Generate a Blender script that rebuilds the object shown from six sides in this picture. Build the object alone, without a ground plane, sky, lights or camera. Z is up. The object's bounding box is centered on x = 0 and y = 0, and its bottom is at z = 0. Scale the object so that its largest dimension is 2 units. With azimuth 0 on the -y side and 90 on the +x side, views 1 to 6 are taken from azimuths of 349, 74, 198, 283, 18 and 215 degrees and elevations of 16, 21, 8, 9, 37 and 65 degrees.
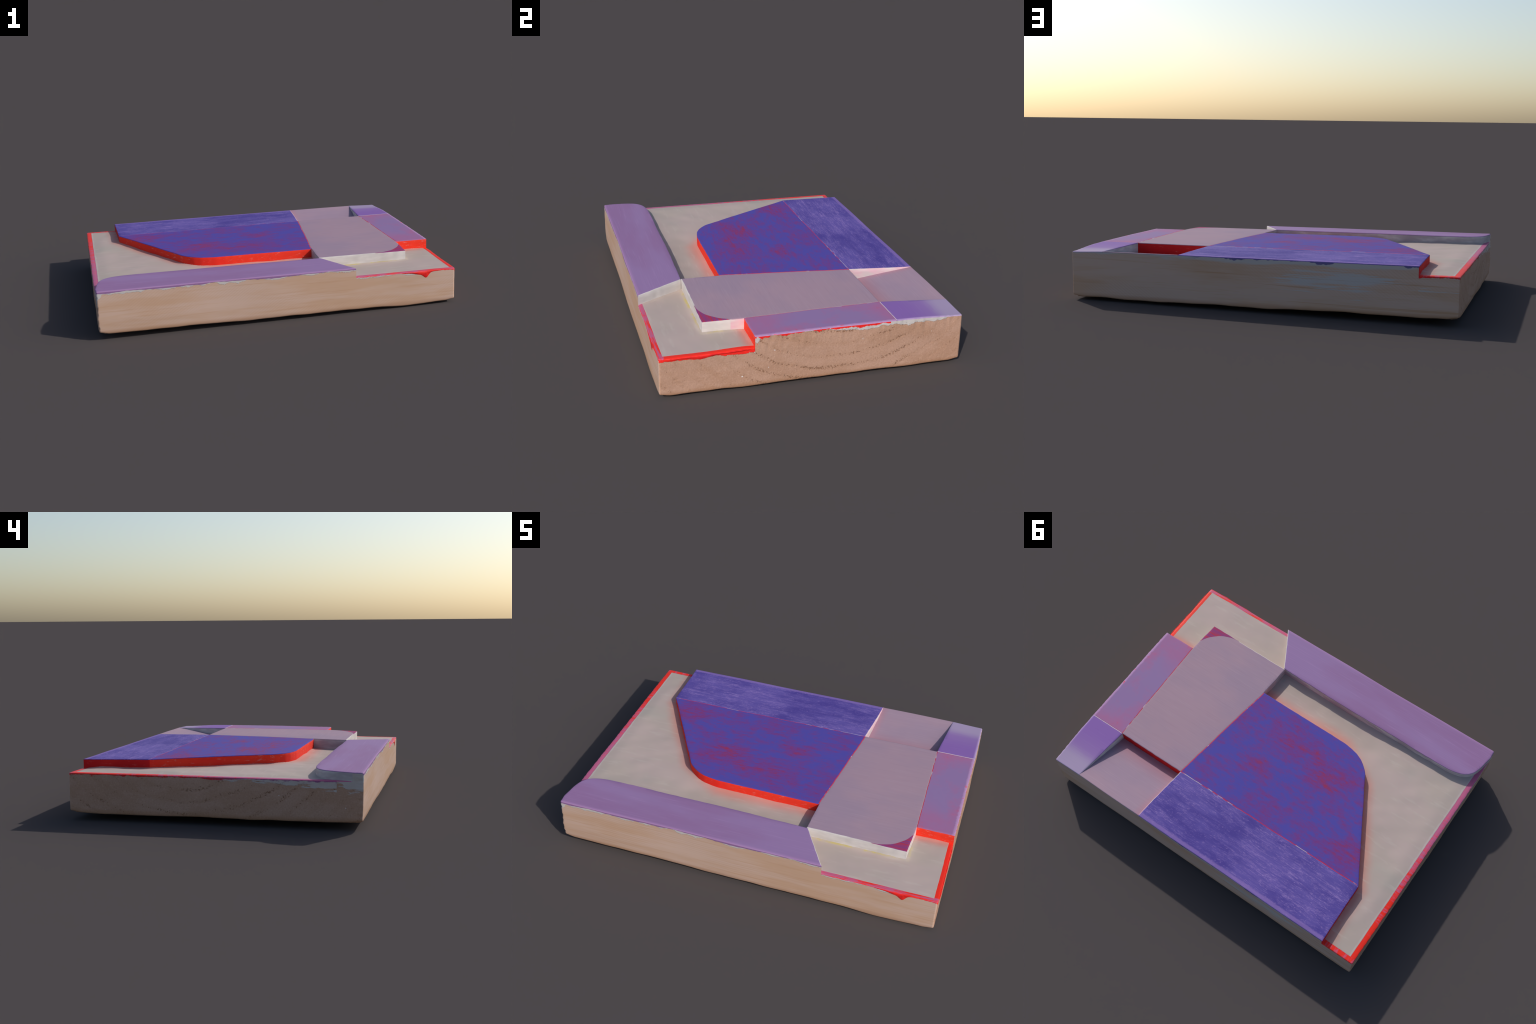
"""A small hand-carved and painted wooden relief lying on its back.

One block of softwood with a carved top: raised flat fields (blue, dark purple,
mauve, lilac, pink, violet), a sloping mauve ramp cut in from the back edge and
a sunken cream ground with a red painted border.  Everything is laid out as a
plan of outlines (x, y); heights come from rules; one shared hand-made wobble
is applied to every vertex, so neighbouring parts keep meeting exactly.
"""
import bpy, bmesh, math
from mathutils import Vector, noise as mnoise

# ----------------------------------------------------------------- helpers
def sstep(a, b, v):
    t = min(1.0, max(0.0, (v - a) / (b - a)))
    return t * t * (3 - 2 * t)

def nz(x, y, z=0.0):
    return mnoise.noise(Vector((x, y, z)))

def piecewise(v, table):
    if v <= table[0][0]:
        return table[0][1]
    for (a, fa), (b, fb) in zip(table, table[1:]):
        if v <= b:
            t = sstep(a, b, v) * 0.4 + (v - a) / (b - a) * 0.6
            return fa + (fb - fa) * t
    return table[-1][1]

# ----------------------------------------------------------------- heights
XL, XR, YF, YB = -0.995, 0.9925, -0.7245, 0.7250
CROWN = [(-0.72, -0.0042), (-0.48, 0.001), (-0.29, 0.0038), (0.05, 0.0058), (0.39, 0.0052), (0.72, -0.0002)]

def top_z(x, y):
    z = 0.2668 - 0.0125 * x + piecewise(y, CROWN)
    # worn, dipping corner behind the violet field
    z -= 0.007 * sstep(0.78, 1.0, x) * sstep(0.50, 0.73, y)
    return z + 0.0010 * nz(x * 3.1, y * 3.1, 4.0)

def near_walls(x, y):
    """distance to the foot of the nearest carved wall"""
    best = 1.0
    for (ax, ay), (bx, by) in WALL_FEET:
        dx, dy = bx - ax, by - ay
        t = min(1.0, max(0.0, ((x - ax) * dx + (y - ay) * dy) / (dx * dx + dy * dy)))
        best = min(best, math.hypot(x - ax - dx * t, y - ay - dy * t))
    return best

def floor_z(x, y):
    z = 0.2155 - 0.0200 * x
    inner = sstep(0.0, 0.10, min(x - XL, XR - x, y - YF, YB - y))
    lump = 0.0034 * nz(x * 5.0 + 3, y * 6.0, 1.5) + 0.0018 * nz(x * 13, y * 14, 7.5)
    z += inner * lump
    z += 0.0055 * sstep(-0.3, -0.85, x) * inner                      # fuller at the left
    z += 0.007 * math.exp(-((x - 0.92) / 0.11) ** 2 - ((y + 0.33) / 0.12) ** 2) + 0.003 * sstep(0.6, 0.9, x) * sstep(-0.25, -0.35, y)   # pad by the red step
    z -= 0.006 * math.exp(-((x + 0.12) / 0.38) ** 4 - ((y + 0.39) / 0.10) ** 2)   # hollow behind the mauve block
    z += inner * 0.0035 * sstep(0.018, 0.0, near_walls(x, y))         # paint gathered in the corners
    return z

def ramp_z(x, y):
    t = min(1.0, max(0.0, (y - 0.385) / (YB - 0.385)))
    lo = 0.2015 - 0.012 * (x - 0.6)
    return lo + (top_z(x, YB) - lo) * (t + 0.04 * math.sin(math.pi * t))

def under_z(x, y):
    d = min(x - XL, XR - x, y - YF, YB - y)
    z = 0.0220 - 0.0135 * x + 0.001 * sstep(-0.2, 0.72, y) + 0.003 * sstep(0.7, 1.0, x) + 0.0050 * nz(x * 3.4, y * 3.4, 9.0) + 0.0035 * nz(x * 8, y * 8, 3.0)
    z -= 0.016 * sstep(0.0, 0.16, d)
    return max(z, 0.0008 * (1 + nz(x * 6, y * 6)))

# ----------------------------------------------------------------- wobble
def hand_wobble(p, pits=False):
    """Hand-made irregularity of position; the same for every part."""
    x, y, z = p
    dl, dr, df, db = x - XL, XR - x, y - YF, YB - y
    jx = 0.0019 * nz(x * 9, y * 9, 11) + 0.0012 * nz(x * 34, y * 34, 2)
    jy = 0.0019 * nz(x * 9, y * 9, 21) + 0.0012 * nz(x * 34, y * 34, 5)
    jx *= sstep(0.0, 0.03, min(dl, dr))       # the planed outer faces stay flat
    jy *= sstep(0.0, 0.03, min(df, db))
    ox = oy = 0.0
    def band(d):
        return sstep(0.035, 0.0, d)
    rough_end = lambda s, zz, k: (0.0028 * nz(s * 4, zz * 5, k) + 0.0006 * nz(s * 22, zz * 24, k + 3)
                                  + (0.0005 + 0.0016 * sstep(0.15, 0.24, zz)) * nz(s * 55, zz * 20, k + 5))
    smooth_side = lambda s, zz, k: 0.0022 * nz(s * 3, zz * 4, k) + 0.0002 * nz(s * 18, zz * 40, k + 2)
    if dl < 0.035:
        o = rough_end(y, z, 31) + 0.001
        chip = sstep(0.05, 0.0, df)                      # torn front-left arris
        o += chip * (0.0065 * nz(3.3, z * 34, 8) + 0.004 * nz(1.7, z * 90, 5))
        o -= 0.004 * sstep(0.30, 0.0, df)
        ox -= band(dl) * o
    if dr < 0.035:
        ox += band(dr) * (rough_end(y, z, 47) - 0.004 * sstep(0.30, 0.70, y) + 0.003 * sstep(0.12, 0.2, z) * 0.6 + 0.001)
    if df < 0.035:
        oy -= band(df) * (smooth_side(x, z, 53) - 0.004 * sstep(0.12, 0.03, z) * sstep(0.2, -0.9, x)
                          - 0.001 * sstep(0.30, 0.0, dl) - 0.004 * math.exp(-((x + 0.42) / 0.25) ** 2))
    if db < 0.035:
        oy += band(db) * smooth_side(x, z, 59)
    return Vector((x + jx + ox, y + jy + oy, z))

# growth rings: centre line of the tree runs along x above the block
RING_Y, RING_Z, RING_STEP = 0.13, 0.78, 0.062
def ring_phase(y, z):
    r = math.hypot(y - RING_Y, z - RING_Z)
    r += 0.012 * nz(y * 3, z * 3, 2.0)
    return (r / RING_STEP) % 1.0

# ----------------------------------------------------------------- node maths
class Net:
    def __init__(self, name):
        self.mat = bpy.data.materials.new(name)
        self.mat.use_nodes = True
        self.nt = self.mat.node_tree
        self.nt.nodes.clear()
        self.out = self.nt.nodes.new("ShaderNodeOutputMaterial")
        self.bsdf = self.nt.nodes.new("ShaderNodeBsdfPrincipled")
        self.nt.links.new(self.bsdf.outputs[0], self.out.inputs[0])
        tc = self.nt.nodes.new("ShaderNodeTexCoord")
        sp = self.nt.nodes.new("ShaderNodeSeparateXYZ")
        self.nt.links.new(tc.outputs["Object"], sp.inputs[0])
        self.P = tc.outputs["Object"]
        self.x, self.y, self.z = (F(self, s) for s in sp.outputs)
        geo = self.nt.nodes.new("ShaderNodeNewGeometry")
        sn = self.nt.nodes.new("ShaderNodeSeparateXYZ")
        self.nt.links.new(geo.outputs["Normal"], sn.inputs[0])
        self.nx, self.ny, self.nzz = (F(self, s) for s in sn.outputs)

    def set(self, sock, v):
        if isinstance(v, F):
            self.nt.links.new(v.s, sock)
        elif hasattr(v, "is_output"):
            self.nt.links.new(v, sock)
        else:
            sock.default_value = v

    def math(self, op, *a, clamp=False):
        n = self.nt.nodes.new("ShaderNodeMath")
        n.operation = op
        n.use_clamp = clamp
        for i, v in enumerate(a):
            self.set(n.inputs[i], v)
        return F(self, n.outputs[0])

    def vec(self, a, b, c):
        n = self.nt.nodes.new("ShaderNodeCombineXYZ")
        for i, v in enumerate((a, b, c)):
            self.set(n.inputs[i], v)
        return n.outputs[0]

    def noise(self, sx, sy=None, sz=None, detail=3.0, rough=0.55, off=0.0, distort=0.0):
        sy = sx if sy is None else sy
        sz = sx if sz is None else sz
        n = self.nt.nodes.new("ShaderNodeTexNoise")
        n.inputs["Scale"].default_value = 1.0
        n.inputs["Detail"].default_value = detail
        n.inputs["Roughness"].default_value = rough
        n.inputs["Distortion"].default_value = distort
        self.nt.links.new(self.vec(self.x * sx + off, self.y * sy + off * 1.7, self.z * sz + off * 0.6), n.inputs["Vector"])
        return F(self, n.outputs["Fac"])

    def ramp(self, a, b, v):
        """smooth 0..1 as v goes from a to b"""
        n = self.nt.nodes.new("ShaderNodeMapRange")
        n.interpolation_type = 'SMOOTHSTEP'
        flip = a > b
        lo, hi = (b, a) if flip else (a, b)
        self.set(n.inputs[0], v)
        n.inputs[1].default_value, n.inputs[2].default_value = lo, hi
        n.inputs[3].default_value, n.inputs[4].default_value = (1, 0) if flip else (0, 1)
        return F(self, n.outputs[0])

    def mix(self, a, b, f):
        n = self.nt.nodes.new("ShaderNodeMix")
        n.data_type = 'RGBA'
        self.set(n.inputs[0], f)
        self.set(n.inputs[6], col(a) if isinstance(a, tuple) else a)
        self.set(n.inputs[7], col(b) if isinstance(b, tuple) else b)
        return n.outputs[2]

    def line(self, p, q):
        """signed distance, positive on the right of p -> q"""
        dx, dy = q[0] - p[0], q[1] - p[1]
        l = math.hypot(dx, dy)
        return (self.x - p[0]) * (dy / l) - (self.y - p[1]) * (dx / l)

    def done(self, color, rough=0.6, bump=None, strength=0.3, dist=0.002, spec=0.14):
        self.set(self.bsdf.inputs["Base Color"], color if not isinstance(color, tuple) else col(color))
        self.set(self.bsdf.inputs["Roughness"], rough)
        self.bsdf.inputs["Specular IOR Level"].default_value = spec
        if bump is not None:
            b = self.nt.nodes.new("ShaderNodeBump")
            b.inputs["Strength"].default_value = strength
            b.inputs["Distance"].default_value = dist
            self.nt.links.new(bump.s, b.inputs["Height"])
            self.nt.links.new(b.outputs[0], self.bsdf.inputs["Normal"])
        return self.mat

class F:
    def __init__(self, net, s):
        self.net, self.s = net, s
    def __add__(self, o): return self.net.math('ADD', self, o)
    __radd__ = __add__
    def __sub__(self, o): return self.net.math('SUBTRACT', self, o)
    def __rsub__(self, o): return self.net.math('SUBTRACT', o, self)
    def __mul__(self, o): return self.net.math('MULTIPLY', self, o)
    __rmul__ = __mul__
    def __truediv__(self, o): return self.net.math('DIVIDE', self, o)
    def __abs__(self): return self.net.math('ABSOLUTE', self)
    def max(self, o): return self.net.math('MAXIMUM', self, o)
    def min(self, o): return self.net.math('MINIMUM', self, o)
    def inv(self): return self.net.math('SUBTRACT', 1.0, self)
    def frac(self): return self.net.math('FRACT', self)
    def sin(self): return self.net.math('SINE', self)
    def gt(self, o): return self.net.math('GREATER_THAN', self, o)
    def lt(self, o): return self.net.math('LESS_THAN', self, o)
    def clamp(self): return self.net.math('ADD', self, 0.0, clamp=True)

def lin(c):
    return c / 12.92 if c <= 0.04045 else ((c + 0.055) / 1.055) ** 2.4
GAIN = 1.0
def col(c):
    """sRGB 0..255 paint colour -> linear base colour"""
    return tuple(min(0.95, lin(v / 255.0) * GAIN) for v in c[:3]) + (1.0,)

# ----------------------------------------------------------------- paints (sRGB)
CREAM   = (185, 168, 157)
RED     = (240, 52, 38)
DEEPRED = (205, 30, 32)
BLUE    = (83, 76, 162)
MAROON  = (132, 60, 122)
PURPLE  = (94, 81, 158)
SCRATCH = (143, 115, 178)
MAUVE   = (166, 140, 154)
LILAC   = (150, 117, 159)
PINKL   = (151, 116, 159)
PINK    = (172, 106, 146)
VIOLET  = (138, 102, 170)
LAVEND  = (166, 148, 178)
GESSO   = (196, 189, 187)
WOOD    = (203, 173, 157)
WOODDK  = (180, 140, 112)
YELLOW  = (196, 178, 104)

def brush(n, along=4, across=160, off=0.0):
    return n.noise(along, across, across * 0.6, detail=4, rough=0.65, off=off)

def blob(n, cx, cy, rx, ry, w):
    d = n.math('SQRT', ((n.x - cx) / rx) * ((n.x - cx) / rx) + ((n.y - cy) / ry) * ((n.y - cy) / ry))
    return n.ramp(1.0, 0.0, d) * w

def mat_blue():
    n = Net("blue_paint_over_red")
    cloud = n.noise(4.6, 9.0, 2, detail=6, rough=0.68, off=3.1, distort=0.3)
    fine = n.noise(15, 70, 20, detail=5, rough=0.75, off=1.0)
    speck = n.noise(55, 90, 20, detail=3, rough=0.7, off=4.0)
    # the blue was rubbed thin in these places and the red shows through
    rubbed = blob(n, -0.06, -0.13, 0.34, 0.16, 0.20) + blob(n, -0.33, -0.02, 0.30, 0.20, 0.20) + blob(n, -0.63, 0.27, 0.22, 0.18, 0.22) \
        + blob(n, 0.04, 0.12, 0.16, 0.10, 0.16) + blob(n, -0.13, 0.28, 0.20, 0.10, 0.14) + blob(n, 0.24, -0.12, 0.12, 0.22, 0.10)
    mott = n.noise(15, 30, 4, detail=5, rough=0.75, off=8.0)
    v = cloud * 0.45 + mott * 0.55 + (fine - 0.5) * 0.36 + (speck - 0.5) * 0.14 + rubbed * 0.65 - 0.006
    c = n.mix(BLUE, (100, 70, 148), n.ramp(0.44, 0.56, v))
    c = n.mix(c, (116, 62, 134), n.ramp(0.50, 0.64, v) * 0.9)
    c = n.mix(c, (140, 54, 102), n.ramp(0.60, 0.72, v) * 0.85)
    c = n.mix(c, (158, 50, 74), n.ramp(0.68, 0.80, v) * 0.8)
    br = brush(n, 6, 130)
    c = n.mix(c, (78, 76, 164), n.ramp(0.56, 0.74, br) * 0.25)
    edge = n.ramp(0.012, 0.002, n.line(PT["F"], PT["G"])) * n.ramp(0.5, 0.6, fine)
    c = n.mix(c, (176, 44, 66), edge * 0.6)
    return n.done(c, 0.78, br, 0.2, 0.0012)

def mat_purple():
    n = Net("dark_purple_scratched_paint")
    s1 = n.noise(7.0, 75, 30, detail=3, rough=0.55, off=2.0, distort=0.25)
    s2 = n.noise(17, 170, 30, detail=3, rough=0.6, off=7.0)
    s3 = n.noise(3.4, 60, 30, detail=2, rough=0.5, off=17.0)
    zone = n.noise(2.6, 6.0, 2, detail=4, rough=0.65, off=5.0)
    speck = n.noise(90, 150, 60, detail=3, rough=0.75, off=1.3)
    c = n.mix((80, 67, 144), (100, 86, 160), n.ramp(0.36, 0.62, zone))
    c = n.mix(c, (112, 94, 168), n.ramp(0.50, 0.66, s1 * 0.4 + zone * 0.6) * 0.6)
    # fine dry-brush scratches along the length
    hair = n.ramp(0.014, 0.004, abs(s1 - 0.55)).max(n.ramp(0.016, 0.004, abs(s2 - 0.58))).max(n.ramp(0.010, 0.003, abs(s3 - 0.57)))
    hair = hair * n.ramp(0.46, 0.64, zone * 0.75 + speck * 0.40)
    c = n.mix(c, (154, 128, 188), hair * 0.75)
    c = n.mix(c, (150, 124, 184), n.ramp(0.62, 0.72, speck * 0.6 + s2 * 0.5) * 0.5)
    edge = n.ramp(0.016, 0.007, abs((n.y - (YB - 0.012)) + (speck - 0.5) * 0.012))
    c = n.mix(c, SCRATCH, edge * 0.6)
    return n.done(c, 0.78, s1, 0.2, 0.0012)

def mat_mauve(name="mauve_paint", pink_near_walls=False):
    n = Net(name)
    br = brush(n, 6, 190, 4.0)
    tone = n.noise(2.2, 3.2, 2, detail=3, off=2.0)
    c = n.mix((160, 137, 154), (169, 141, 154), n.ramp(0.35, 0.65, tone))
    c = n.mix(c, (176, 153, 166), n.ramp(0.52, 0.72, br) * 0.35)
    c = n.mix(c, (150, 124, 140), n.ramp(0.46, 0.30, br) * 0.28)
    if pink_near_walls:
        near = n.ramp(0.13, 0.0, n.y - 0.388 + (tone - 0.5) * 0.05)
        near = near.max(n.ramp(0.05, 0.0, n.line((0.398, 0.72), (0.368, 0.386)) * -1.0) * 0.7)
        c = n.mix(c, (186, 112, 124), near * 0.4)
    return n.done(c, 0.78, br, 0.3, 0.0012)

def mat_magenta():
    n = Net("magenta_brushed_paint")
    br = n.noise(7, 170, 20, detail=4, rough=0.7, off=6.0)
    c = n.mix((132, 66, 124), (176, 56, 78), n.ramp(0.42, 0.62, br))
    return n.done(c, 0.75, br, 0.3, 0.0012)

def mat_lilac():
    n = Net("lilac_paint")
    br = n.noise(4, 150, 90, detail=4, rough=0.65, off=8.0, distort=0.2)
    tone = n.noise(1.4, 5, 2, detail=3, off=3.0)
    c = n.mix((147, 112, 154), (151, 121, 164), n.ramp(0.38, 0.62, tone))
    c = n.mix(c, (163, 131, 174), n.ramp(0.54, 0.74, br) * 0.5)
    edge = n.ramp(0.020, 0.004, n.y - YF)
    c = n.mix(c, (176, 136, 180), edge * 0.5)
    return n.done(c, 0.72, br, 0.35, 0.0015)

def mat_pink():
    n = Net("pink_lilac_paint")
    a = n.noise(7, 4.5, 2, detail=4, rough=0.6, off=6.6)
    b = n.noise(20, 60, 10, detail=3, rough=0.65, off=2.0)
    ends = n.ramp(0.20, 0.38, n.y + (a - 0.5) * 0.25) + n.ramp(-0.10, -0.25, n.y + (n.x - 0.9) * 0.7 + (a - 0.5) * 0.3) * 0.7
    v = a + (b - 0.5) * 0.2
    c = n.mix((146, 118, 162), (158, 112, 154), n.ramp(0.40, 0.58, v))
    c = n.mix(c, PINK, (n.ramp(0.54, 0.68, v) * 0.7).max(ends.clamp() * 0.55))
    c = n.mix(c, (204, 78, 98), n.ramp(0.64, 0.78, v + ends * 0.06) * 0.75)
    edge = n.ramp(0.016, 0.006, (XR - n.x) + (b - 0.5) * 0.012)
    c = n.mix(c, (182, 144, 184), edge * 0.8)
    spill = n.ramp(0.60, 0.68, n.noise(40, 26, 30, detail=4, rough=0.7, off=1.0)) * n.ramp(0.014, 0.004, XR - n.x)
    c = n.mix(c, RED, spill)
    return n.done(c, 0.72, b, 0.2, 0.0012)

def mat_violet():
    n = Net("violet_paint")
    br = brush(n, 5, 120, 1.0)
    t = n.noise(3, 5, 2, detail=3, off=1.0)
    c = n.mix(VIOLET, (146, 114, 172), n.ramp(0.46, 0.60, n.y + (t - 0.5) * 0.06))
    c = n.mix(c, LAVEND, n.ramp(0.575, 0.66, n.y + (t - 0.5) * 0.05 + (br - 0.5) * 0.03))
    c = n.mix(c, (156, 126, 184), n.ramp(0.55, 0.75, br) * 0.3)
    rim = n.ramp(0.012, 0.002, XR - n.x)
    c = n.mix(c, (186, 162, 196), rim * 0.6)
    return n.done(c, 0.75, br, 0.25, 0.0012)

def mat_cream():
    n = Net("cream_ground_paint")
    t = n.noise(3.2, 4.2, 2, detail=4, rough=0.55, off=2.0)
    t2 = n.noise(2.4, 3.0, 2, detail=3, off=11.0)
    c = n.mix((182, 167, 157), (188, 169, 162), n.ramp(0.35, 0.65, t))
    c = n.mix(c, (176, 168, 159), n.ramp(0.54, 0.70, t2) * 0.5)
    # light bounced off the red walls, tinted pink into the cream colour
    d = n.line((-0.27, -0.287), (0.29, -0.284)).max(n.line((-0.797, 0.372), (-0.47, -0.20))).max(
        n.line((-0.50, -0.15), (-0.25, -0.30)) )
    d = d.max((n.x * -1.0) - 0.80)
    left = n.x.lt(0.30)
    halo = (n.ramp(0.085, 0.004, d + (t - 0.5) * 0.06) * left) * 0.42
    d2 = (-0.289) - n.y
    halo2 = n.ramp(0.06, 0.0, d2 + (t - 0.5) * 0.04) * n.x.gt(0.79) * 0.45
    c = n.mix(c, (222, 106, 84), halo.max(halo2))
    # yellow line of old varnish along the foot of the mauve block
    w = n.noise(9, 9, 4, detail=4, rough=0.7, off=4.4)
    foot = (n.ramp(0.016, 0.003, abs((-0.487) - n.y)) * n.x.gt(0.30) * n.x.lt(0.803)).max(
        n.ramp(0.016, 0.003, abs(n.x - 0.797)) * n.y.lt(-0.33) * n.y.gt(-0.497))
    c = n.mix(c, YELLOW, foot * n.ramp(0.44, 0.62, w) * 0.9)
    c = n.mix(c, (200, 188, 162), foot * 0.15)
    c = n.mix(c, (206, 194, 190), n.ramp(0.012, 0.004, n.x - (XL + 0.027) + (w - 0.5) * 0.022) * 0.45)
    smear = n.noise(6, 30, 6, detail=4, rough=0.6, off=21.0)
    c = n.mix(c, (196, 184, 174), n.ramp(0.54, 0.70, smear) * 0.4)
    bump = n.noise(10, 14, 8, detail=4, rough=0.5, off=1.0) + smear * 0.3
    return n.done(c, 0.78, bump, 0.25, 0.003)

def mat_border():
    n = Net("red_border_paint")
    streak = n.noise(60, 14, 10, detail=4, rough=0.7, off=3.0)
    cross = n.noise(14, 60, 10, detail=4, rough=0.7, off=5.0)
    left = n.x.lt(-0.90)
    # left strip fades from pure red at the back to a pinkish lilac at the front
    fade = n.ramp(0.50, -0.20, n.y + (cross - 0.5) * 2.2) * left
    front = n.y.lt(-0.6985) * n.x.gt(0.35)
    fr = front * n.ramp(0.42, 0.60, n.noise(10, 120, 10, detail=4, rough=0.7, off=2.0) + (n.x.inv() * 0.12))
    back = n.y.gt(0.695) * n.ramp(0.48, 0.62, streak) * 0.5
    c = n.mix(RED, (186, 104, 142), (fade * 0.9).max(fr * 0.85).max(back))
    c = n.mix(c, (252, 92, 82), n.ramp(0.62, 0.75, streak) * 0.35)
    return n.done(c, 0.45, streak, 0.3, 0.0015)

def mat_wall_red(name="red_wall_paint", base=RED, scuff=0.8, bright=(242, 60, 40)):
    n = Net(name)
    s = n.noise(22, 22, 90, detail=6, rough=0.78, off=2.0)
    z = n.noise(5, 5, 8, detail=2, off=7.0)
    c = n.mix(base, bright, n.ramp(0.4, 0.6, z))
    c = n.mix(c, (224, 150, 140), n.ramp(0.57, 0.68, s + (z - 0.5) * 0.15) * scuff * 0.7)
    return n.done(c, 0.72, s, 0.35, 0.002)

def mat_wall_white(name="gesso_wall", tint=None, amount=0.0):
    n = Net(name)
    s = n.noise(7, 7, 24, detail=3, rough=0.55, off=2.0)
    f = n.noise(60, 60, 60, detail=3, rough=0.6)
    c = n.mix((200, 193, 190), (214, 207, 204), n.ramp(0.35, 0.65, s))
    if tint:
        c = n.mix(c, tint, n.ramp(0.30, 0.62, n.noise(7, 7, 22, detail=3, off=5.5)) * amount)
    return n.done(c, 0.78, s + f * 0.3, 0.2, 0.002)

def mat_seam(name="red_seam_line", white=0.35, under=BLUE):
    n = Net(name)
    s = n.noise(18, 18, 4, detail=4, rough=0.75, off=2.0)
    t = n.noise(7, 7, 3, detail=3, off=8.0)
    c = n.mix((214, 44, 56), (206, 186, 194), n.ramp(0.62 - white * 0.25, 0.66 - white * 0.2, t))
    c = n.mix(c, under, n.ramp(0.56, 0.64, s) * 0.8)
    return n.done(c, 0.75)

def mat_wood():
    n = Net("bare_softwood")
    # growth rings round a heart line above the block
    dy, dz = n.y - RING_Y, n.z - RING_Z
    r = n.math('SQRT', dy * dy + dz * dz) + (n.noise(0.6, 3, 3, detail=2, off=2.0) - 0.5) * 0.07 + (n.noise(2, 11, 11, detail=3, off=7.0) - 0.5) * 0.012
    ph = (r / RING_STEP).frac()
    late = n.ramp(0.45, 0.75, ph) * n.ramp(1.0, 0.80, ph)
    end = n.ramp(0.6, 0.8, abs(n.nx))
    side = n.ramp(0.6, 0.8, abs(n.ny))
    tone = n.noise(1.2, 4, 9, detail=4, rough=0.6, off=3.0)
    streak = n.noise(2.2, 40, 75, detail=5, rough=0.65, off=1.0)
    c = n.mix(WOOD, (197, 161, 136), n.ramp(0.42, 0.66, tone))
    c = n.mix(c, n.mix((187, 149, 129), (180, 141, 119), n.ramp(0.4, 0.6, tone)), end)
    c = n.mix(c, (188, 148, 118), n.ramp(0.52, 0.72, streak) * side * 0.45)
    c = n.mix(c, (182, 138, 102), n.ramp(0.66, 0.72, n.noise(0.7, 10, 38, detail=2, off=6.0)) * side * 0.55)
    c = n.mix(c, (172, 132, 106), late * end * 0.22)
    # torn pores follow the rings on the sawn ends
    pore = n.noise(125, 125, 125, detail=2, rough=0.6, off=4.0)
    part = n.noise(3, 3.5, 7, detail=2, off=9.0)
    pm = n.ramp(0.56, 0.66, pore + (late - 0.9) * 0.22 + (part - 0.5) * 0.65 - n.ramp(0.25, 0.62, abs(n.y - 0.08)) * 0.10) * end
    c = n.mix(c, (124, 84, 58), pm * 0.7)
    grit = n.noise(150, 150, 150, detail=3, rough=0.75, off=6.0)
    c = n.mix(c, (150, 110, 86), n.ramp(0.54, 0.70, grit) * end * 0.45)
    c = n.mix(c, (206, 172, 152), n.ramp(0.46, 0.32, grit) * end * 0.4)
    # fine saw lines running diagonally
    saw_s = ((n.x * 300.0 - n.z * 430.0) + n.noise(3, 3, 3, off=1.0) * 9.0).sin()
    saw_e = ((n.y * 330.0 + n.z * 330.0) + n.noise(3, 3, 3, off=1.0) * 9.0).sin()
    saw = saw_s * side + saw_e * end
    sawzone = n.ramp(0.40, 0.60, n.noise(1.8, 2.2, 5, detail=2, off=14.0))
    c = n.mix(c, (176, 138, 116), n.ramp(0.0, 1.0, saw) * sawzone * 0.16)
    # dark brown band along the lower arris
    low = n.ramp(0.030, 0.008, n.z - (0.0225 - n.x * 0.0135) + (streak - 0.5) * 0.012)
    c = n.mix(c, (158, 112, 78), low * 0.5)

    # ---- paint and gesso that ran over the arrises
    high = ((n.x.lt(0.4205) * n.y.lt(-0.60)).max(n.x.gt(-0.806) * n.y.gt(0.60))).max(n.x.gt(0.90) * n.y.gt(-0.289))
    topz = (0.2120 - n.x * 0.0200) * high.inv() + (0.2610 - n.x * 0.0125 + n.x.gt(0.9) * 0.003 - n.y.lt(-0.6) * 0.0045) * high
    d = topz - n.z
    e1 = n.noise(9, 9, 9, detail=5, rough=0.7, off=1.0)
    e2 = n.noise(3.1, 3.1, 6, detail=4, rough=0.65, off=5.0)
    rag = n.noise(7, 7, 60, detail=5, rough=0.75, off=7.0)
    onfront, onback = n.ramp(-0.5, -0.7, n.ny), n.ramp(0.5, 0.7, n.ny)
    onright, onleft = n.ramp(0.5, 0.7, n.nx), n.ramp(-0.5, -0.7, n.nx)
    # front: thin gesso line below the lilac lip
    w = (e1 - 0.34) * 0.062 + n.ramp(0.50, 0.7, e2) * 0.004 + n.ramp(-0.95, -0.99, n.x) * 0.030
    g = n.ramp(0.0, -0.0015, d - w) * onfront * n.ramp(0.02, 0.10, (n.x - 0.92) * -1.0)
    # right: gesso pushed out below the violet and the back half of the pink
    wr = n.ramp(0.02, 0.16, n.y) * n.ramp(0.72, 0.58, n.y) * ((e1 - 0.30) * 0.07) + n.ramp(0.025, 0.0, abs(n.y + 0.28)) * 0.03
    g = g.max(n.ramp(0.0, -0.002, d - wr) * onright)
    # left: smeared gesso, thick toward the lilac end
    wl = n.ramp(0.25, -0.45, n.y) * ((rag - 0.30) * 0.10) + n.ramp(-0.40, -0.62, n.y) * (0.020 + (rag - 0.5) * 0.06) \
        + n.ramp(-0.62, -0.66, n.y) * 0.045 + (e1 - 0.42) * 0.03
    g = g.max(n.ramp(0.0, -0.003, d - wl) * onleft * (0.72 + (rag - 0.5) * 0.8).clamp())
    # back: brushed patches of thin grey gesso
    bb = n.noise(1.5, 1, 11, detail=5, rough=0.62, off=2.2)
    bs = n.noise(2.6, 4, 90, detail=5, rough=0.7, off=3.0)
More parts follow.
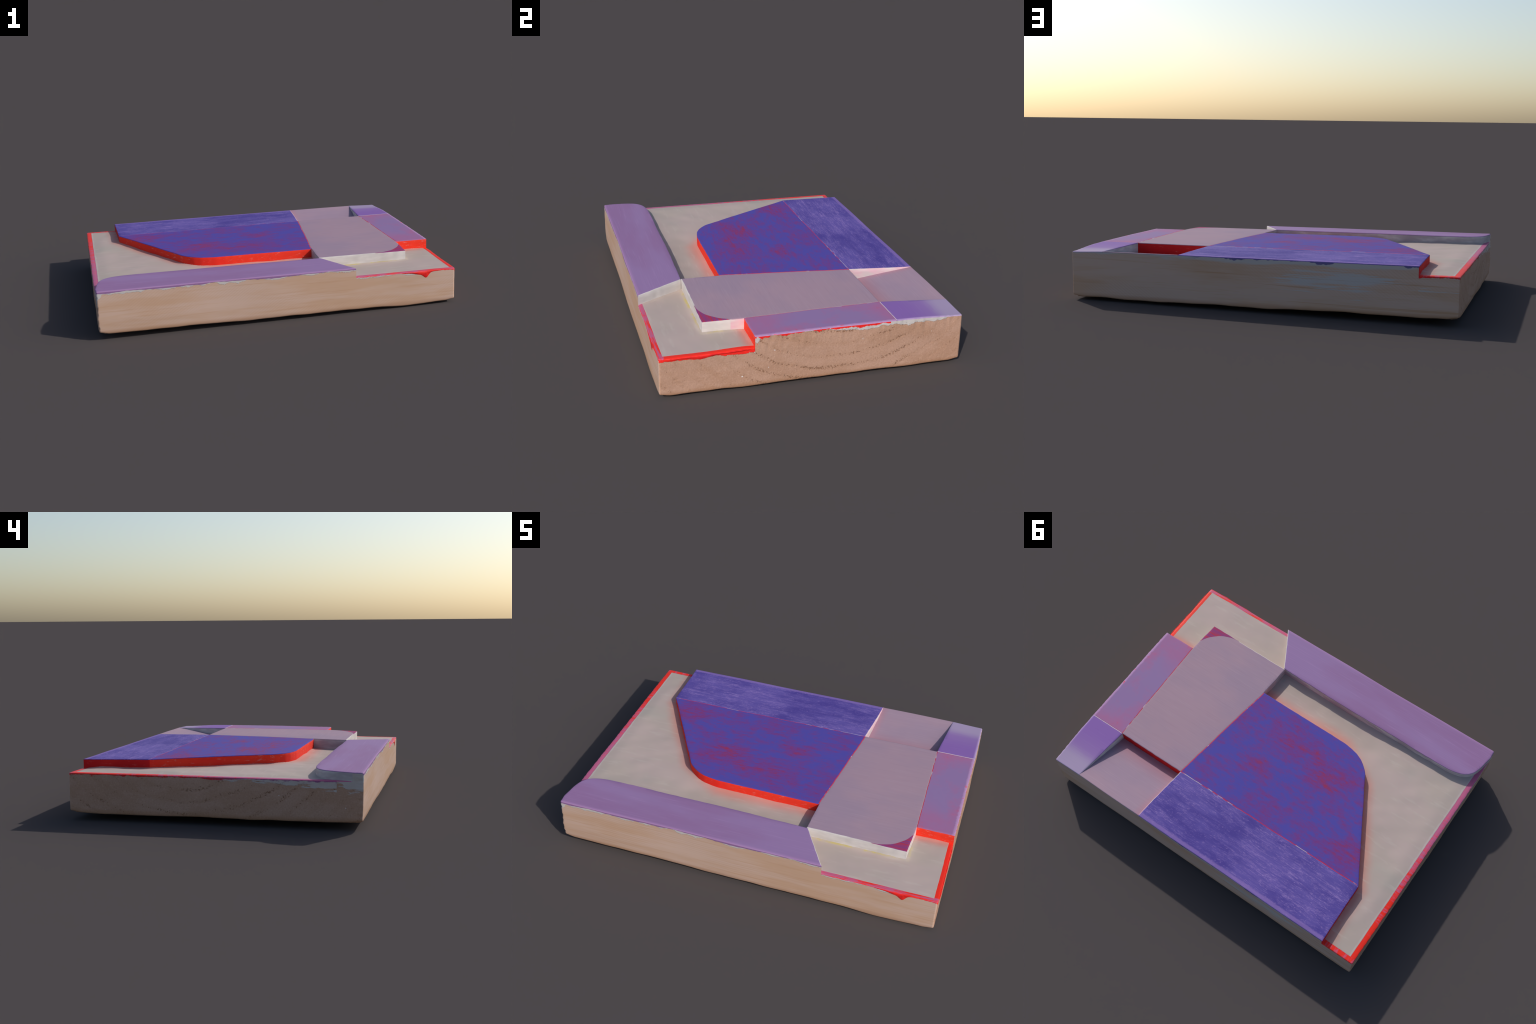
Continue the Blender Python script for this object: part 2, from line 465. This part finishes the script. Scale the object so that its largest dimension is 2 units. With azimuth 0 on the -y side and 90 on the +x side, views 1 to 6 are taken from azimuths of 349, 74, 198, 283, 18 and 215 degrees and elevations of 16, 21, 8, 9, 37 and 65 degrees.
    wb = n.ramp(-0.90, -0.60, n.x) * n.ramp(0.80, 0.20, n.x) * 0.026 + (bb - 0.5) * 0.10
    b1 = n.ramp(0.008, -0.006, d - wb)
    b2 = n.ramp(0.60, 0.66, bb * 0.25 + bs * 0.80 + 0.05 - abs(d - 0.075) * 2.2 + n.ramp(-0.75, -0.5, n.x) * 0.12 - n.ramp(-0.25, 0.05, n.x) * 0.20)
    thin = (b1.max(b2)) * onback
    c = n.mix(c, (186, 187, 190), thin * 0.7)
    c = n.mix(c, GESSO, g)
    # lilac lip on the front, purple on the back, red and pink round the sunken border
    lip = n.ramp(0.0, -0.001, d - ((e2 - 0.42) * 0.045 + 0.001)) * onfront * high
    c = n.mix(c, (144, 106, 152), lip)
    pb = n.ramp(0.0, -0.002, d - ((n.noise(5, 5, 5, detail=4, rough=0.7, off=3.3) - 0.47) * 0.10)) * onback * n.ramp(0.36, 0.20, n.x) * high
    c = n.mix(c, (82, 72, 140), pb * 0.85)
    pr = n.ramp(0.0, -0.001, d - ((e1 - 0.49) * 0.075)) * n.y.lt(0.36) * high * onright
    c = n.mix(c, (236, 40, 36), pr)
    lowrim = high.inv()
    rl = n.ramp(0.0, -0.002, d - (0.006 + (rag - 0.5) * 0.055 + (e1 - 0.5) * 0.03)) * onleft * lowrim
    c = n.mix(c, n.mix((206, 38, 40), (150, 84, 132), n.ramp(0.1, -0.3, n.y)), rl)
    rf = n.ramp(0.0, -0.001, d - ((e1 - 0.40) * 0.030)) * onfront * lowrim
    c = n.mix(c, (226, 52, 60), rf)
    rb = n.ramp(0.0, -0.001, d - (0.003 + (e1 - 0.45) * 0.04)) * onback * lowrim
    c = n.mix(c, (224, 40, 44), rb)
    rr = n.ramp(0.0, -0.002, d - (0.012 + (e1 - 0.5) * 0.04)) * onright * lowrim
    c = n.mix(c, (246, 44, 36), rr)
    # stray spatters
    sp = n.ramp(0.775, 0.79, n.noise(40, 40, 40, detail=1, off=12.0)) * n.ramp(0.45, 0.6, e2)
    c = n.mix(c, (228, 224, 226), sp * end * 0.8)
    sr = n.ramp(0.80, 0.815, n.noise(46, 46, 46, detail=1, off=22.0)) * onright * n.y.lt(-0.05)
    c = n.mix(c, (232, 56, 48), sr)
    bump = streak * side * 0.12 + saw * sawzone * 0.02 - pm * 0.9 + n.noise(110, 110, 110, detail=3) * 0.55 * end \
        + (g.max(rr).max(pr).max(lip)) * 0.5
    return n.done(c, 0.72, bump, 0.55, 0.004, spec=0.25)

def mat_drip():
    n = Net("thick_red_paint")
    s = n.noise(30, 30, 30, detail=3, rough=0.6)
    c = n.mix((248, 46, 38), (224, 34, 34), n.ramp(0.40, 0.65, s))
    return n.done(c, 0.35, s, 0.25, 0.003, spec=0.5)

# ----------------------------------------------------------------- outlines
def sample(a, b, step=0.01):
    k = max(1, int(round(math.dist(a, b) / step)))
    return [(a[0] + (b[0] - a[0]) * i / k, a[1] + (b[1] - a[1]) * i / k) for i in range(k)]

def curve(pts, step=0.01):
    """Catmull-Rom through pts, end point left out"""
    P = [pts[0]] + list(pts) + [pts[-1]]
    out = []
    for i in range(1, len(P) - 2):
        p0, p1, p2, p3 = P[i - 1:i + 3]
        k = max(2, int(math.dist(p1, p2) / step))
        for j in range(k):
            t = j / k
            out.append(tuple(0.5 * (2 * p1[c] + (p2[c] - p0[c]) * t + (2 * p0[c] - 5 * p1[c] + 4 * p2[c] - p3[c]) * t * t
                                    + (3 * p1[c] - p0[c] - 3 * p2[c] + p3[c]) * t ** 3) for c in (0, 1)))
    return out

PT = dict(
    A=(XL, YF), B=(XR, YF), C=(XR, YB), D=(XL, YB),
    Q=(0.419, YF), L=(XR, -0.289), K=(XR, 0.388), I=(0.816, YB), H=(0.398, YB), E=(-0.810, YB), T0=(XL, -0.672),
    PL=(0.281, -0.486), P=(0.273, -0.484), R=(0.2825, -0.287), G=(0.368, 0.387), J=(0.783, 0.388), M=(0.800, -0.290), N=(0.790, -0.487),
    F=(-0.800, 0.374), X1=(0.610, -0.4860), X2=(0.7966, -0.354))
S_CURVE = [PT["F"], (-0.700, 0.201), (-0.578, -0.013), (-0.500, -0.145), (-0.466, -0.200), (-0.416, -0.245), (-0.355, -0.270),
           (-0.262, -0.284), (-0.02, -0.285), PT["R"]]
T_CURVE = [PT["PL"], (-0.18, -0.477), (-0.455, -0.479), (-0.624, -0.476), (-0.785, -0.477), (-0.885, -0.486), (-0.948, -0.520),
           (-0.979, -0.585), PT["T0"]]
N_CURVE = [PT["X1"], (0.650, -0.4805), (0.709, -0.456), (0.764, -0.408), PT["X2"]]

def feet(pts):
    return list(zip(pts, pts[1:]))
WALL_FEET = feet(S_CURVE) + feet(T_CURVE) + feet([PT["Q"], PT["P"], PT["N"], PT["M"], PT["L"]]) + feet([PT["P"], PT["R"]]) + feet([PT["E"], PT["F"]])

STEP = 0.005
def perimeter():
    """Closed list of (x, y) round the block, anticlockwise from A, with eased corners."""
    r = 0.008
    marks = {1: ["A", "Q", "B"], 2: ["B", "L", "K", "C"], 3: ["C", "I", "H", "E", "D"], 4: ["D", "T0", "A"]}
    pts = []
    index = {}
    for side in (1, 2, 3, 4):
        m = marks[side]
        a, b = PT[m[0]], PT[m[-1]]
        l = math.dist(a, b)
        u = ((b[0] - a[0]) / l, (b[1] - a[1]) / l)
        ts = {r: None, l - r: None}
        k = int(l / STEP)
        for i in range(k + 1):
            t = l * i / k
            if r + 0.002 < t < l - r - 0.002:
                ts[t] = None
        for name in m[1:-1]:
            t = math.dist(a, PT[name])
            for o in [o for o in ts if abs(o - t) < 0.0024]:
                del ts[o]
            ts[t] = name
        for t in sorted(ts):
            if ts[t]:
                index[ts[t]] = len(pts)
            pts.append((a[0] + u[0] * t, a[1] + u[1] * t))
        # eased corner at b
        nxt = (-u[1], u[0])
        cx, cy = b[0] - u[0] * r + nxt[0] * r, b[1] - u[1] * r + nxt[1] * r
        for a_ in (22.5, 45, 67.5):
            t = math.radians(a_)
            pts.append((cx + r * (-nxt[0] * math.cos(t) + u[0] * math.sin(t)), cy + r * (-nxt[1] * math.cos(t) + u[1] * math.sin(t))))
    return pts, index
PERIM, PIDX = perimeter()

def rim(a, b):
    i, j = PIDX[a], PIDX[b]
    out = []
    while i != j:
        out.append(PERIM[i])
        i = (i + 1) % len(PERIM)
    return out

# edge kinds: inset of the top, drop of the arris, has a wall
PERIM_EDGE = (0.0045, 0.0045, False)
WALL = (0.0035, 0.0035, True)
FLUSH = (0.0032, 0.0007, True)
HIDDEN = (0.0, 0.0, False)

# ----------------------------------------------------------------- build a field
def build_field(name, segs, height, mats, top_mat, foot=None, grid=0.02):
    """segs: list of (points without the end point, edge kind, wall material, arris material)"""
    pts, kinds = [], []
    for path, kind, wmat, rmat in segs:
        for p in path:
            pts.append(p)
            kinds.append((kind, wmat, rmat))
    n = len(pts)
    def offset(scale):
        res = []
        for i in range(n):
            p0, p1, p2 = pts[i - 1], pts[i], pts[(i + 1) % n]
            e0, e1 = kinds[i - 1][0][0] * scale, kinds[i][0][0] * scale
            a = Vector((p1[0] - p0[0], p1[1] - p0[1])).normalized()
            b = Vector((p2[0] - p1[0], p2[1] - p1[1])).normalized()
            na, nb = Vector((-a.y, a.x)), Vector((-b.y, b.x))
            c = a.x * b.y - a.y * b.x
            if abs(c) < 0.05:
                m = (na + nb).normalized()
                o = m * (0.5 * (e0 + e1))
            else:
                # intersection of the two shifted edge lines
                w = (nb * e1) - (na * e0)
                t = (w.x * b.y - w.y * b.x) / c
                o = na * e0 + a * t
                if o.length > 2.5 * max(e0, e1) + 1e-6:
                    o = (na + nb).normalized() * (0.5 * (e0 + e1))
            res.append((p1[0] + o.x, p1[1] + o.y))
        return res
    bm = bmesh.new()
    lay = bm.faces.layers.int.new("zone")
    def drop(i):
        return 0.5 * (kinds[i - 1][0][1] + kinds[i][0][1])
    rings = []
    zt = [height(*p) for p in pts]
    zb = [floor_z(*p) - 0.010 if foot is None else foot(*p) for p in pts]
    rows = 4
    for k in range(rows + 1):
        f = k / rows
        rings.append([(p[0], p[1], zb[i] + (zt[i] - drop(i) - zb[i]) * f) for i, p in enumerate(pts)])
    mid, inn = offset(0.3), offset(1.0)
    rings.append([(p[0], p[1], height(*p) - 0.3 * drop(i)) for i, p in enumerate(mid)])
    rings.append([(p[0], p[1], height(*p)) for i, p in enumerate(inn)])
    V = [[bm.verts.new(p) for p in ring] for ring in rings]
    for k in range(len(rings) - 1):
        wallrow = k < rows
        for i in range(n):
            kind, wmat, rmat = kinds[i]
            if wallrow and not kind[2]:
                continue
            if not wallrow and kind[0] == 0.0 and kinds[i - 1][0][0] == 0.0 and kinds[(i + 1) % n][0][0] == 0.0:
                continue
            j = (i + 1) % n
            try:
                f = bm.faces.new((V[k][i], V[k][j], V[k + 1][j], V[k + 1][i]))
            except ValueError:
                continue
            f.material_index = mats.index(wmat) if wallrow else mats.index(rmat or top_mat)
            f[lay] = 2 if wallrow else 1
    f = bm.faces.new(V[-1])
    f.material_index = mats.index(top_mat)
    f[lay] = 0
    bmesh.ops.remove_doubles(bm, verts=bm.verts, dist=1e-6)
    bmesh.ops.delete(bm, geom=[v for v in bm.verts if not v.link_faces], context='VERTS')
    tops = [f for f in bm.faces if f[lay] == 0]
    bmesh.ops.triangulate(bm, faces=tops)
    for axis in (0, 1):
        lo = min(p[axis] for p in pts)
        hi = max(p[axis] for p in pts)
        k = math.floor(lo / grid)
        while k * grid < hi:
            co = [0, 0, 0]
            no = [0, 0, 0]
            co[axis] = k * grid + 0.0003
            no[axis] = 1
            geom = [f for f in bm.faces if f[lay] == 0]
            geom = geom + list({e for f in geom for e in f.edges}) + list({v for f in geom for v in f.verts})
            bmesh.ops.bisect_plane(bm, geom=geom, plane_co=co, plane_no=no, dist=1e-5)
            k += 1
    for v in bm.verts:
        if all(f[lay] == 0 for f in v.link_faces):
            v.co.z = height(v.co.x, v.co.y)
    bmesh.ops.recalc_face_normals(bm, faces=bm.faces)
    up = sum(f.normal.z * f.calc_area() for f in bm.faces if f[lay] == 0)
    if up < 0:
        bmesh.ops.reverse_faces(bm, faces=bm.faces)
    for v in bm.verts:
        v.co = hand_wobble(v.co)
    return finish(bm, name, mats)

def finish(bm, name, mats, angle=42):
    me = bpy.data.meshes.new(name)
    bm.to_mesh(me)
    bm.free()
    for l in [a for a in me.attributes if a.name == "zone"]:
        me.attributes.remove(l)
    for m in mats:
        me.materials.append(m)
    me.shade_smooth()
    me.set_sharp_from_angle(angle=math.radians(angle))
    ob = bpy.data.objects.new(name, me)
    bpy.context.scene.collection.objects.link(ob)
    return ob

# ----------------------------------------------------------------- build the block
def is_high(i):
    """is the rim from perimeter point i to i+1 at the level of the raised fields?"""
    def inside(a, b):
        a, b = PIDX[a], PIDX[b]
        return (a <= i < b) if a < b else (i >= a or i < b)
    return inside("T0", "Q") or inside("L", "E")

def build_block(mat):
    bm = bmesh.new()
    lay = bm.faces.layers.int.new("zone")
    n = len(PERIM)
    d = PERIM_EDGE[1]
    low_rows, up_rows, ease = 34, 9, 0.008
    def inward(p, s):
        cx = min(max(p[0], XL + 0.05), XR - 0.05)
        cy = min(max(p[1], YF + 0.05), YB - 0.05)
        v = Vector((cx - p[0], cy - p[1]))
        v.normalize()
        return (p[0] + v.x * s, p[1] + v.y * s)
    V = []
    for i, p in enumerate(PERIM):
        zl = floor_z(*p) - d
        corner = sstep(0.06, 0.0, min(math.dist(p, PT[c]) for c in "ABCD"))
        ze = under_z(*p) + 0.008 * corner
        col_ = []
        for k in range(3):                       # eased lower arris
            t = math.radians(90 * k / 3)
            q = inward(p, ease * (1 - math.sin(t)))
            col_.append((q[0], q[1], ze + ease * (1 - math.cos(t))))
        z0 = ze + ease
        for k in range(low_rows + 1):
            col_.append((p[0], p[1], z0 + (zl - z0) * k / low_rows))
        low_top = len(col_) - 1
        if is_high(i) or is_high((i - 1) % n):
            zh = top_z(*p) - d
            for k in range(1, up_rows + 1):
                col_.append((p[0], p[1], zl + (zh - zl) * k / up_rows))
        V.append([bm.verts.new(c) for c in col_])
    for i in range(n):
        j = (i + 1) % n
        top = low_top + (up_rows if is_high(i) else 0)
        for k in range(top):
            bm.faces.new((V[i][k], V[j][k], V[j][k + 1], V[i][k + 1]))
    rim_top = {v for i in range(n) for v in (V[i][low_top:])}
    under = bm.faces.new([V[i][0] for i in reversed(range(n))])
    under[lay] = 5
    bmesh.ops.triangulate(bm, faces=[under])
    for axis, lo, hi in ((0, XL, XR), (1, YF, YB)):
        k = math.floor(lo / 0.03)
        while k * 0.03 < hi:
            co, no = [0, 0, 0], [0, 0, 0]
            co[axis] = k * 0.03 + 0.0004
            no[axis] = 1
            g = [f for f in bm.faces if f[lay] == 5]
            g = g + list({e for f in g for e in f.edges}) + list({v for f in g for v in f.verts})
            bmesh.ops.bisect_plane(bm, geom=g, plane_co=co, plane_no=no, dist=1e-5)
            k += 1
    for v in bm.verts:
        if all(f[lay] == 5 for f in v.link_faces):
            v.co.z = under_z(v.co.x, v.co.y)
    bmesh.ops.recalc_face_normals(bm, faces=bm.faces)
    out = {}
    for v in bm.verts:
        p = v.co.copy()
        q = hand_wobble(p)
        # torn pores along the rings of the two sawn ends
        on_l, on_r = abs(p.x - XL) < 1e-4, abs(p.x - XR) < 1e-4
        if (on_l or on_r) and v not in rim_top:
            ph = ring_phase(p.y, p.z)
            ring = sstep(0.6, 0.85, ph) * sstep(1.0, 0.95, ph)
            pit = sstep(0.05, 0.45, nz(p.y * 95, p.z * 95, p.x * 7) + 0.25 * nz(p.y * 5, p.z * 9, p.x))
            depth = 0.0016 * ring * pit * sstep(-0.15, 0.25, nz(p.y * 3.1, p.z * 5, 6 + p.x * 3)) + 0.0004 * nz(p.y * 150, p.z * 150, p.x)
            q.x += depth if on_l else -depth
        out[v] = q
    for v, q in out.items():
        v.co = q
    return finish(bm, "wood_block", [mat])

def build_drip(name, mat, side, s0, s1, length, thick):
    """A lip of thick paint hanging over the arris of the sunken border.
    side 'front' runs along x, side 'right' along y; length(s) is how far it hangs."""
    bm = bmesh.new()
    k = max(8, int(abs(s1 - s0) / 0.003))
    rows = 9
    cols = []
    for i in range(k + 1):
        s = s0 + (s1 - s0) * i / k
        p = (s, YF) if side == 'front' else (XR, s)
        z0 = floor_z(*p) - 0.0035
        ln = max(0.0012, length(s))
        col_ = []
        for r in range(rows + 1):
            t = r / rows
            bulge = thick(s) * math.sqrt(max(0.0, 1 - t * t)) * sstep(-0.15, 0.25, t) - 0.0006
            z = z0 + 0.001 - ln * t
            col_.append(bm.verts.new(hand_wobble((p[0], p[1], z)) + (Vector((0, -bulge, 0)) if side == 'front' else Vector((bulge, 0, 0)))))
        cols.append(col_)
    for a, b in zip(cols, cols[1:]):
        for r in range(rows):
            bm.faces.new((a[r], a[r + 1], b[r + 1], b[r]))
    bmesh.ops.recalc_face_normals(bm, faces=bm.faces)
    want = Vector((0, -1, 0)) if side == 'front' else Vector((1, 0, 0))
    if sum((f.normal.dot(want) for f in bm.faces)) < 0:
        bmesh.ops.reverse_faces(bm, faces=bm.faces)
    return finish(bm, name, [mat], 60)

# ----------------------------------------------------------------- assemble
def main():
    for o in list(bpy.data.objects):
        bpy.data.objects.remove(o)
    p = PT
    blue, purple, mauve, magenta, lilac = mat_blue(), mat_purple(), mat_mauve(), mat_magenta(), mat_lilac()
    pink, violet, cream, border, wood = mat_pink(), mat_violet(), mat_cream(), mat_border(), mat_wood()
    ramp = mat_mauve("mauve_ramp_paint", True)
    red_wall = mat_wall_red()
    deep_wall = mat_wall_red("deep_red_wall_paint", DEEPRED, 0.35, (216, 36, 34))
    white_wall = mat_wall_white()
    pink_wall = mat_wall_white("pinkish_gesso_wall", (226, 168, 186), 0.7)
    grey_wall = mat_wall_white("greyed_gesso_wall", (160, 140, 148), 0.7)
    seam_blue = mat_seam("red_seam_line", 0.25, BLUE)
    seam_red = mat_seam("broken_red_seam_line", 0.0, MAUVE)
    seam_mauve = mat_seam("red_seam_on_mauve", 0.0, MAUVE)
    seam_white = mat_seam("pale_seam_line", 1.0, LAVEND)

    parts = [build_block(wood)]
    parts.append(build_field("blue_field", [
        (curve(S_CURVE), WALL, red_wall, None),
        (sample(p["R"], p["G"]), FLUSH, red_wall, seam_red),
        (sample(p["G"], p["F"]), FLUSH, red_wall, seam_blue)], top_z, [blue, red_wall, seam_blue, seam_red], blue))
    parts.append(build_field("dark_purple_field", [
        (sample(p["F"], p["G"]), FLUSH, deep_wall, None),
        (sample(p["G"], p["H"]), WALL, pink_wall, pink_wall),
        (rim("H", "E"), PERIM_EDGE, deep_wall, None),
        (sample(p["E"], p["F"]), WALL, deep_wall, None)], top_z, [purple, deep_wall, pink_wall], purple))
    parts.append(build_field("mauve_field", [
        (sample(p["P"], p["X1"]), WALL, white_wall, white_wall),
        (curve(N_CURVE), HIDDEN, white_wall, None),
        (sample(p["X2"], p["M"]), WALL, pink_wall, None),
        (sample(p["M"], p["J"]), FLUSH, red_wall, None),
        (sample(p["J"], p["G"]), WALL, deep_wall, None),
        (sample(p["G"], p["R"]), FLUSH, red_wall, None),
        (sample(p["R"], p["P"]), WALL, grey_wall, None)], top_z, [mauve, white_wall, pink_wall, red_wall, deep_wall, grey_wall], mauve))
    parts.append(build_field("magenta_corner", [
        (sample(p["X1"], p["N"]), (0.0015, 0.002, True), white_wall, None),
        (sample(p["N"], p["X2"]), (0.0015, 0.002, True), white_wall, None),
        (list(reversed(curve(N_CURVE) + [p["X2"]]))[:-1], HIDDEN, white_wall, None)], top_z, [magenta, white_wall], magenta))
    parts.append(build_field("lilac_bar", [
        (rim("T0", "Q"), PERIM_EDGE, white_wall, None),
        (sample(p["Q"], p["PL"]), WALL, white_wall, white_wall),
        (curve(T_CURVE), WALL, grey_wall, None)], top_z, [lilac, white_wall, grey_wall], lilac))
    parts.append(build_field("pink_strip", [
        (sample(p["M"], p["L"]), WALL, red_wall, None),
        (rim("L", "K"), PERIM_EDGE, red_wall, None),
        (sample(p["K"], p["J"]), FLUSH, red_wall, None),
        (sample(p["J"], p["M"]), FLUSH, red_wall, seam_mauve)], top_z, [pink, red_wall, seam_mauve], pink))
    parts.append(build_field("violet_field", [
        (sample(p["J"], p["K"]), FLUSH, white_wall, seam_white),
        (rim("K", "I"), PERIM_EDGE, white_wall, None),
        (sample(p["I"], p["J"]), WALL, grey_wall, None)], top_z, [violet, white_wall, seam_white, grey_wall], violet))
    parts.append(build_field("sloping_ramp", [
        (rim("I", "H"), PERIM_EDGE, ramp, None),
        (sample(p["H"], (0.355, 0.378)), HIDDEN, ramp, None),
        (sample((0.355, 0.378), (0.80, 0.378)), HIDDEN, ramp, None),
        (sample((0.80, 0.378), p["I"]), HIDDEN, ramp, None)], ramp_z, [ramp], ramp))
    # sunken ground; its hidden edges run on a little way under the raised fields
    iL, iR, iF, iB = XL + 0.027, XR - 0.021, YF + 0.021, YB - 0.028
    def loop(*pts):
        return [q for a, b in zip(pts, pts[1:] + pts[:1]) for q in sample(a, b)]
    g1 = build_field("cream_ground", [(loop((iL, -0.60), (0.25, -0.60), (0.25, -0.49), (0.30, -0.478), (0.33, iB), (iL, iB)),
                     (0.002, 0.0005, True), cream, None)], floor_z, [cream], cream, grid=0.011)
    g2 = build_field("cream_ground", [(loop((0.31, -0.27), (0.31, -0.465), (0.262, -0.488), (0.387, iF), (iR, iF), (iR, -0.27)),
                     (0.002, 0.0005, True), cream, None)], floor_z, [cream], cream, grid=0.011)
    b1 = build_field("red_border", [
        (rim("E", "T0"), PERIM_EDGE, border, None),
        (sample(p["T0"], (iL, -0.60)), HIDDEN, border, None),
        (sample((iL, -0.60), (iL, iB)), HIDDEN, border, None),
        (sample((iL, iB), (-0.785, iB)), HIDDEN, border, None),
        (sample((-0.785, iB), p["E"]), HIDDEN, border, None)], floor_z, [border], border)
    b2 = build_field("red_border", [
        (rim("Q", "L"), PERIM_EDGE, border, None),
        (sample(p["L"], (iR, -0.275)), HIDDEN, border, None),
        (sample((iR, -0.275), (iR, iF)), HIDDEN, border, None),
        (sample((iR, iF), (0.385, iF)), HIDDEN, border, None),
        (sample((0.385, iF), p["Q"]), HIDDEN, border, None)], floor_z, [border], border)
    parts += [g1, g2, b1, b2]
    drip = mat_drip()
    parts.append(build_drip("paint_drip", drip, 'front', 0.66, 0.93,
        lambda s: 0.005 + 0.026 * math.exp(-((s - 0.825) / 0.020) ** 2) + 0.014 * math.exp(-((s - 0.795) / 0.045) ** 2),
        lambda s: 0.0035 * sstep(0.66, 0.74, s) * sstep(0.93, 0.88, s)))
    parts.append(build_drip("paint_drip", drip, 'right', -0.705, -0.300,
        lambda s: 0.010 + 0.006 * nz(s * 14, 3) + 0.003 * nz(s * 60, 1) + 0.014 * math.exp(-((s + 0.535) / 0.035) ** 2),
        lambda s: (0.0045 + 0.002 * nz(s * 30, 9)) * sstep(-0.705, -0.68, s) * sstep(-0.30, -0.33, s)))

    root = bpy.data.objects.new("painted_wooden_relief", None)
    bpy.context.scene.collection.objects.link(root)
    root["label"] = "carved wooden block relief painted purple, blue, cream and red"
    root["category"] = "painted relief"
    for o in parts:
        o.parent = root

main()
